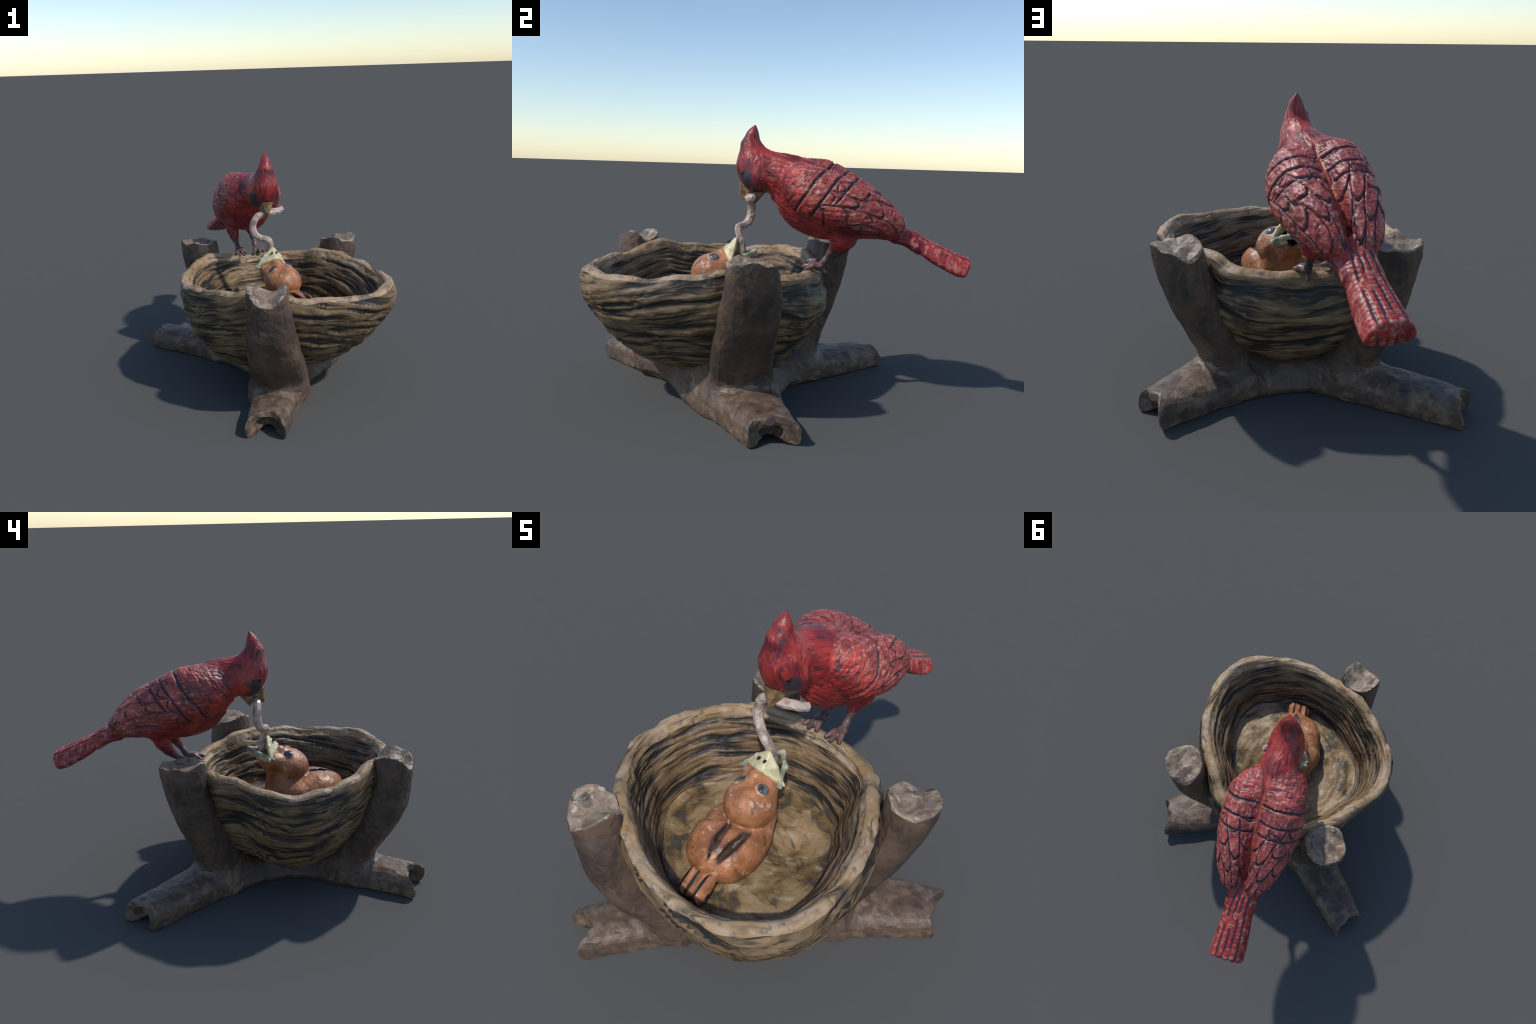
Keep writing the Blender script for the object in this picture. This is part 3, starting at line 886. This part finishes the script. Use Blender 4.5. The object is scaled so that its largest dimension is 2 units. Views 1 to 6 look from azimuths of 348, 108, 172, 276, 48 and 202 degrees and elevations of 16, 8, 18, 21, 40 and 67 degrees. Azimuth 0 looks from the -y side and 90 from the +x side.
# ============================================================================= PAINT
M = {}
def build_materials():
    def straw(t, p):
        s = strands(p)
        dx, dy, z, r = nest_coords(p)
        big = noise(p, 6.0, 3.0, .6)
        fine = noise(vec(t, dx*9.0, dy*9.0, (z + r*.7)*90.0), 1.0, 2.0, .6)
        tan = mix(t, big.step(.38, .62), (.165, .100, .044), (.255, .165, .088))
        tan = mix(t, fine.step(.40, .66), mix(t, .5, tan, (.10, .075, .045)), tan)
        tan = mix(t, (s.step(.57, .68))*fine.step(.45, .6), tan, (.37, .265, .16))
        return mix(t, (s + (noise(p, 7.0, 2.0) - .5)*.18).step(.54, .43), tan, (.022, .020, .019))
    M["straw"] = material("straw", straw, .55, .35, lambda p: strands(p), .007)
    def rim(t, p):
        s = strands(p); big = noise(p, 8.0, 3.0, .6)
        tan = mix(t, big.step(.36, .64), (.28, .175, .080), (.37, .265, .172))
        tan = mix(t, noise(p, 22.0, 3.0, .65).step(.53, .68)*.8, tan, (.10, .080, .06))
        return mix(t, s.step(.47, .37)*.85, tan, (.03, .028, .028))
    M["rim"] = material("pale_straw", rim, .55, .35, lambda p: noise(p, 40.0, 3.0), .006)
    def floor(t, p):
        s = strands(p); n = noise(p, 7.0, 4.0, .6, .6)
        c = mix(t, n.step(.40, .60), (.17, .105, .040), (.29, .20, .105))
        c = mix(t, noise(p, 10.0, 3.0, .6, .8).step(.54, .74)*.7, c, (.42, .35, .25))
        c = mix(t, noise(p, 7.0, 4.0, .65, 1.0).step(.50, .36)*.85, c, (.045, .040, .034))
        return mix(t, s.step(.42, .34)*.7, c, (.03, .028, .026))
    M["floor"] = material("trodden_straw", floor, .5, .4, lambda p: noise(p, 22.0, 3.0, .6, 1.0), .010)
    def wood(t, p):
        b = bark(p); big = noise(p, 5.0, 3.0, .6)
        c = mix(t, big.step(.36, .64), (.062, .041, .030), (.112, .071, .049))  # browns darkened to carry the baked shade on the stand
        c = mix(t, noise(p, 9.0, 4.0, .65).step(.54, .72)*.6, c, (.085, .080, .075))
        c = mix(t, b.step(.50, .38)*.8, c, (.040, .032, .028))
        return mix(t, b.step(.60, .76)*.8, c, (.22, .155, .115))
    M["wood"] = material("bark", wood, .5, .4, lambda p: noise(p, 45.0, 3.0, .6), .006)
    def root(t, p):
        return mix(t, noise(p, 8.0, 4.0, .65).step(.36, .62), wood(t, p), mix(t, noise(p, 26.0, 3.0).step(.36, .64), (.095, .062, .042), (.195, .132, .090)))
    M["root"] = material("pale_patched_bark", root, .5, .4, lambda p: noise(p, 45.0, 3.0, .6), .006)
    def cut(t, p):
        n = noise(p, 14.0, 4.0, .6)
        c = mix(t, n.step(.38, .62), (.145, .100, .070), (.28, .21, .148))
        c = mix(t, noise(p, 30.0, 3.0).step(.58, .70), c, (.36, .285, .21))
        return mix(t, noise(p, 18.0, 3.0, .6, .7).step(.40, .30), c, (.05, .045, .045))
    M["cut"] = material("sawn_wood", cut, .5, .4, lambda p: noise(p, 40.0, 3.0, .6), .006)

    RED, DEEP, DARK, WORN = (.375, .036, .028), (.175, .013, .017), (.018, .017, .027), (.52, .205, .16)
    def red(t, p, g, hi):
        """red paint, dark wash in the cuts, brushed pale on the raised grain"""
        big = noise(p, 7.0, 2.0, .6)
        c = mix(t, big.step(.36, .66), DEEP, RED)
        c = mix(t, hi, c, WORN)
        s, w, z = bird_nodes(p)
        seam = (w - .013 + (noise(p, 20.0, 1.0) - .5)*.008).abs().step(.013, .004)*.75*s.step(.15, .20)*s.step(.64, .58)*(z + s*.9).step(1.18, 1.24)
        c = mix(t, seam, c, (.44, .085, .045))
        g = g*(seam*-.8 + 1.0)
        return mix(t, g, c, DARK)
    def wing_paint(t, p):
        g = wing_grooves(p); s, w, z = bird_nodes(p)
        grain = noise(p, 60.0, 2.0); b = barbs(p)
        top = (z - (w.abs()*-.55 + 1.06) + (s - .3)*.55)          # the back, paler than the flanks
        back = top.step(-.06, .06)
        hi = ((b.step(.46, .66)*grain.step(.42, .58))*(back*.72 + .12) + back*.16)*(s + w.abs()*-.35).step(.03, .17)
        soot = noise(p, 20.0, 3.0, .7).step(.58, .72)*.55
        sc = shoulder(p).step(.48, .37)*row_coord(p)[0].step(.32, .20)*.75
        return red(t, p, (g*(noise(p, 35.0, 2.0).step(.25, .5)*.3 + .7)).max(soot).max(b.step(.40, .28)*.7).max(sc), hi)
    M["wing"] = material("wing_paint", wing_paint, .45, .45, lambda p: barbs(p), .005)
    def tail_paint(t, p):
        g, barb, u = tail_lanes(p)
        hi = noise(p, 40.0, 2.0).step(.48, .64)*.55
        soot = barb.step(-.6, -1.0)*noise(p, 14.0, 1.0).step(.45, .62)*.8
        s_ = bird_nodes(p)[0]
        g = g*s_.step(1.0, .985)*.9
        return red(t, p, g.max(soot*.8).max(noise(p, 26.0, 3.0, .7).step(.60, .72)*.6), hi)
    M["tail"] = material("tail_paint", tail_paint, .45, .45, lambda p: barbs(p), .005)
    def plume_paint(t, p):
        f = plume(p)
        return red(t, p, f.step(.44, .34)*.8, f.step(.58, .76)*noise(p, 9.0, 1.0).step(.45, .62)*.45)
    M["plume"] = material("plumage_paint", plume_paint, .45, .45, lambda p: plume(p), .006)
    def head_paint(t, p):
        f = face_plume(p); s, w, z = bird_nodes(p)
        c = red(t, p, f.step(.45, .34)*.8, f.step(.58, .76)*.35)
        # slate mask round the eye and the root of the beak
        e = ((s + .080)*(s + .080)*1.5 + (z - 1.076)*(z - 1.076)).sqrt() + (noise(p, 34.0, 3.0) - .5)*.034
        mask = e.step(.050, .026)*w.abs().step(.020, .036)
        mask = mask.max((z + (noise(p, 30.0, 2.0) - .5)*.02).step(1.054, 1.038)*s.step(-.02, -.05))
        return mix(t, mask*.93, c, (.016, .022, .030))
    M["head"] = material("head_paint", head_paint, .42, .5, lambda p: face_plume(p), .005)
    M["eye"] = material("black_glaze", lambda t, p: (.008, .010, .013), .12, .6)
    def beak(t, p): return mix(t, noise(p, 30.0, 3.0).step(.38, .62), (.14, .09, .045), (.29, .175, .085))
    M["beak"] = material("horn", beak, .4, .45)
    def shank(t, p): return mix(t, noise(p, 30.0, 2.0).step(.4, .62), (.060, .040, .042), (.115, .070, .066))
    M["shank"] = material("shank_paint", shank, .45, .45)
    def foot(t, p): return mix(t, noise(p, 32.0, 2.0).step(.42, .62), (.070, .048, .046), (.17, .080, .072))
    M["foot"] = material("foot_paint", foot, .4, .45)
    def wormc(t, p):
        return mix(t, noise(p, 22.0, 3.0).step(.36, .62), (.25, .18, .15), (.47, .365, .305))
    M["worm"] = material("worm_skin", wormc, .4, .45)

    def chick(t, p):
        n = noise(p, 13.0, 3.0, .6)
        c = mix(t, n.step(.36, .64), (.27, .105, .042), (.44, .185, .082))
        c = mix(t, noise(p, 24.0, 3.0, .6).step(.60, .72), c, (.60, .36, .22))
        return mix(t, noise(p, 11.0, 4.0, .65, .6).step(.45, .32)*.85, c, (.11, .050, .028))  # dark mottling, partly occlusion shade painted into the down
    M["chick"] = material("down_paint", chick, .42, .45, lambda p: noise(p, 45.0, 3.0), .004)
    def chick_wing(t, p):
        c = chick(t, p); x, y, z = xyz(p)
        m = None
        for a, b in SLITS:
            ab = [v - u for u, v in zip(a, b)]; k = sum(v*v for v in ab)
            f = ((x - a[0])*(ab[0]/k) + (y - a[1])*(ab[1]/k) + (z - a[2])*(ab[2]/k)).max(-.08).min(1.08)
            dx, dy, dz = x - a[0] - f*ab[0], y - a[1] - f*ab[1], z - a[2] - f*ab[2]
            e = (dx*dx + dy*dy + dz*dz*.3).sqrt() + (noise(p, 18.0, 3.0) - .5)*.020
            e = e - f*(f*-1.0 + 1.0)*.068                          # lens shaped, closing at both ends
            m = e if m is None else m.min(e)
        return mix(t, m.step(.016, .000)*.92, c, (.035, .021, .017))
    M["chick_wing"] = material("down_wing_paint", chick_wing, .42, .45, lambda p: noise(p, 45.0, 3.0), .004)
    def quill(t, p):
        x, y, z = xyz(p)
        w = (x - .118 + (y + .55)*.25)*float(BW[0])
        g = ((w*(2*math.pi/.040) + 3.1).sin() + (noise(p, 26.0, 2.0) - .5)*1.4).step(.45, .85)
        return mix(t, g, chick(t, p), (.012, .014, .018))
    M["quill"] = material("quill_paint", quill, .42, .45)
    def cbeak(t, p): return mix(t, noise(p, 26.0, 3.0, .6).step(.36, .62), (.42, .36, .20), (.62, .54, .33))
    M["chick_beak"] = material("pale_horn", cbeak, .42, .45)
    M["lower_bill"] = material("grey_horn", lambda t, p: mix(t, noise(p, 24.0, 3.0, .6).step(.38, .62), (.17, .18, .13), (.42, .42, .29)), .42, .45)
    M["nostril"] = material("nostril_black", lambda t, p: (.02, .02, .02), .6, .3)
    def lid(t, p): return mix(t, noise(p, 34.0, 3.0, .6).step(.40, .60), (.16, .085, .050), (.50, .27, .15))
    M["lid"] = material("lid_paint", lid, .42, .45)
    def mouth(t, p): return mix(t, noise(p, 26.0, 3.0, .6).step(.40, .62), (.030, .034, .032), (.15, .155, .12))
    M["mouth"] = material("dark_gape", mouth, .5, .4)
    def ceye(t, p): return mix(t, noise(p, 40.0, 3.0).step(.40, .62), (.030, .034, .036), (.12, .13, .13))
    M["chick_eye"] = material("slate_glaze", ceye, .2, .5)

build_materials()
nest = thing("nest_on_branch_stand", (0, -.25, 0), "woven grass bowl nest held by three brown sawn branches", "bird nest statue")
build_bowl(nest)
build_stand(nest)
build_bird()
build_worm()
build_chick()
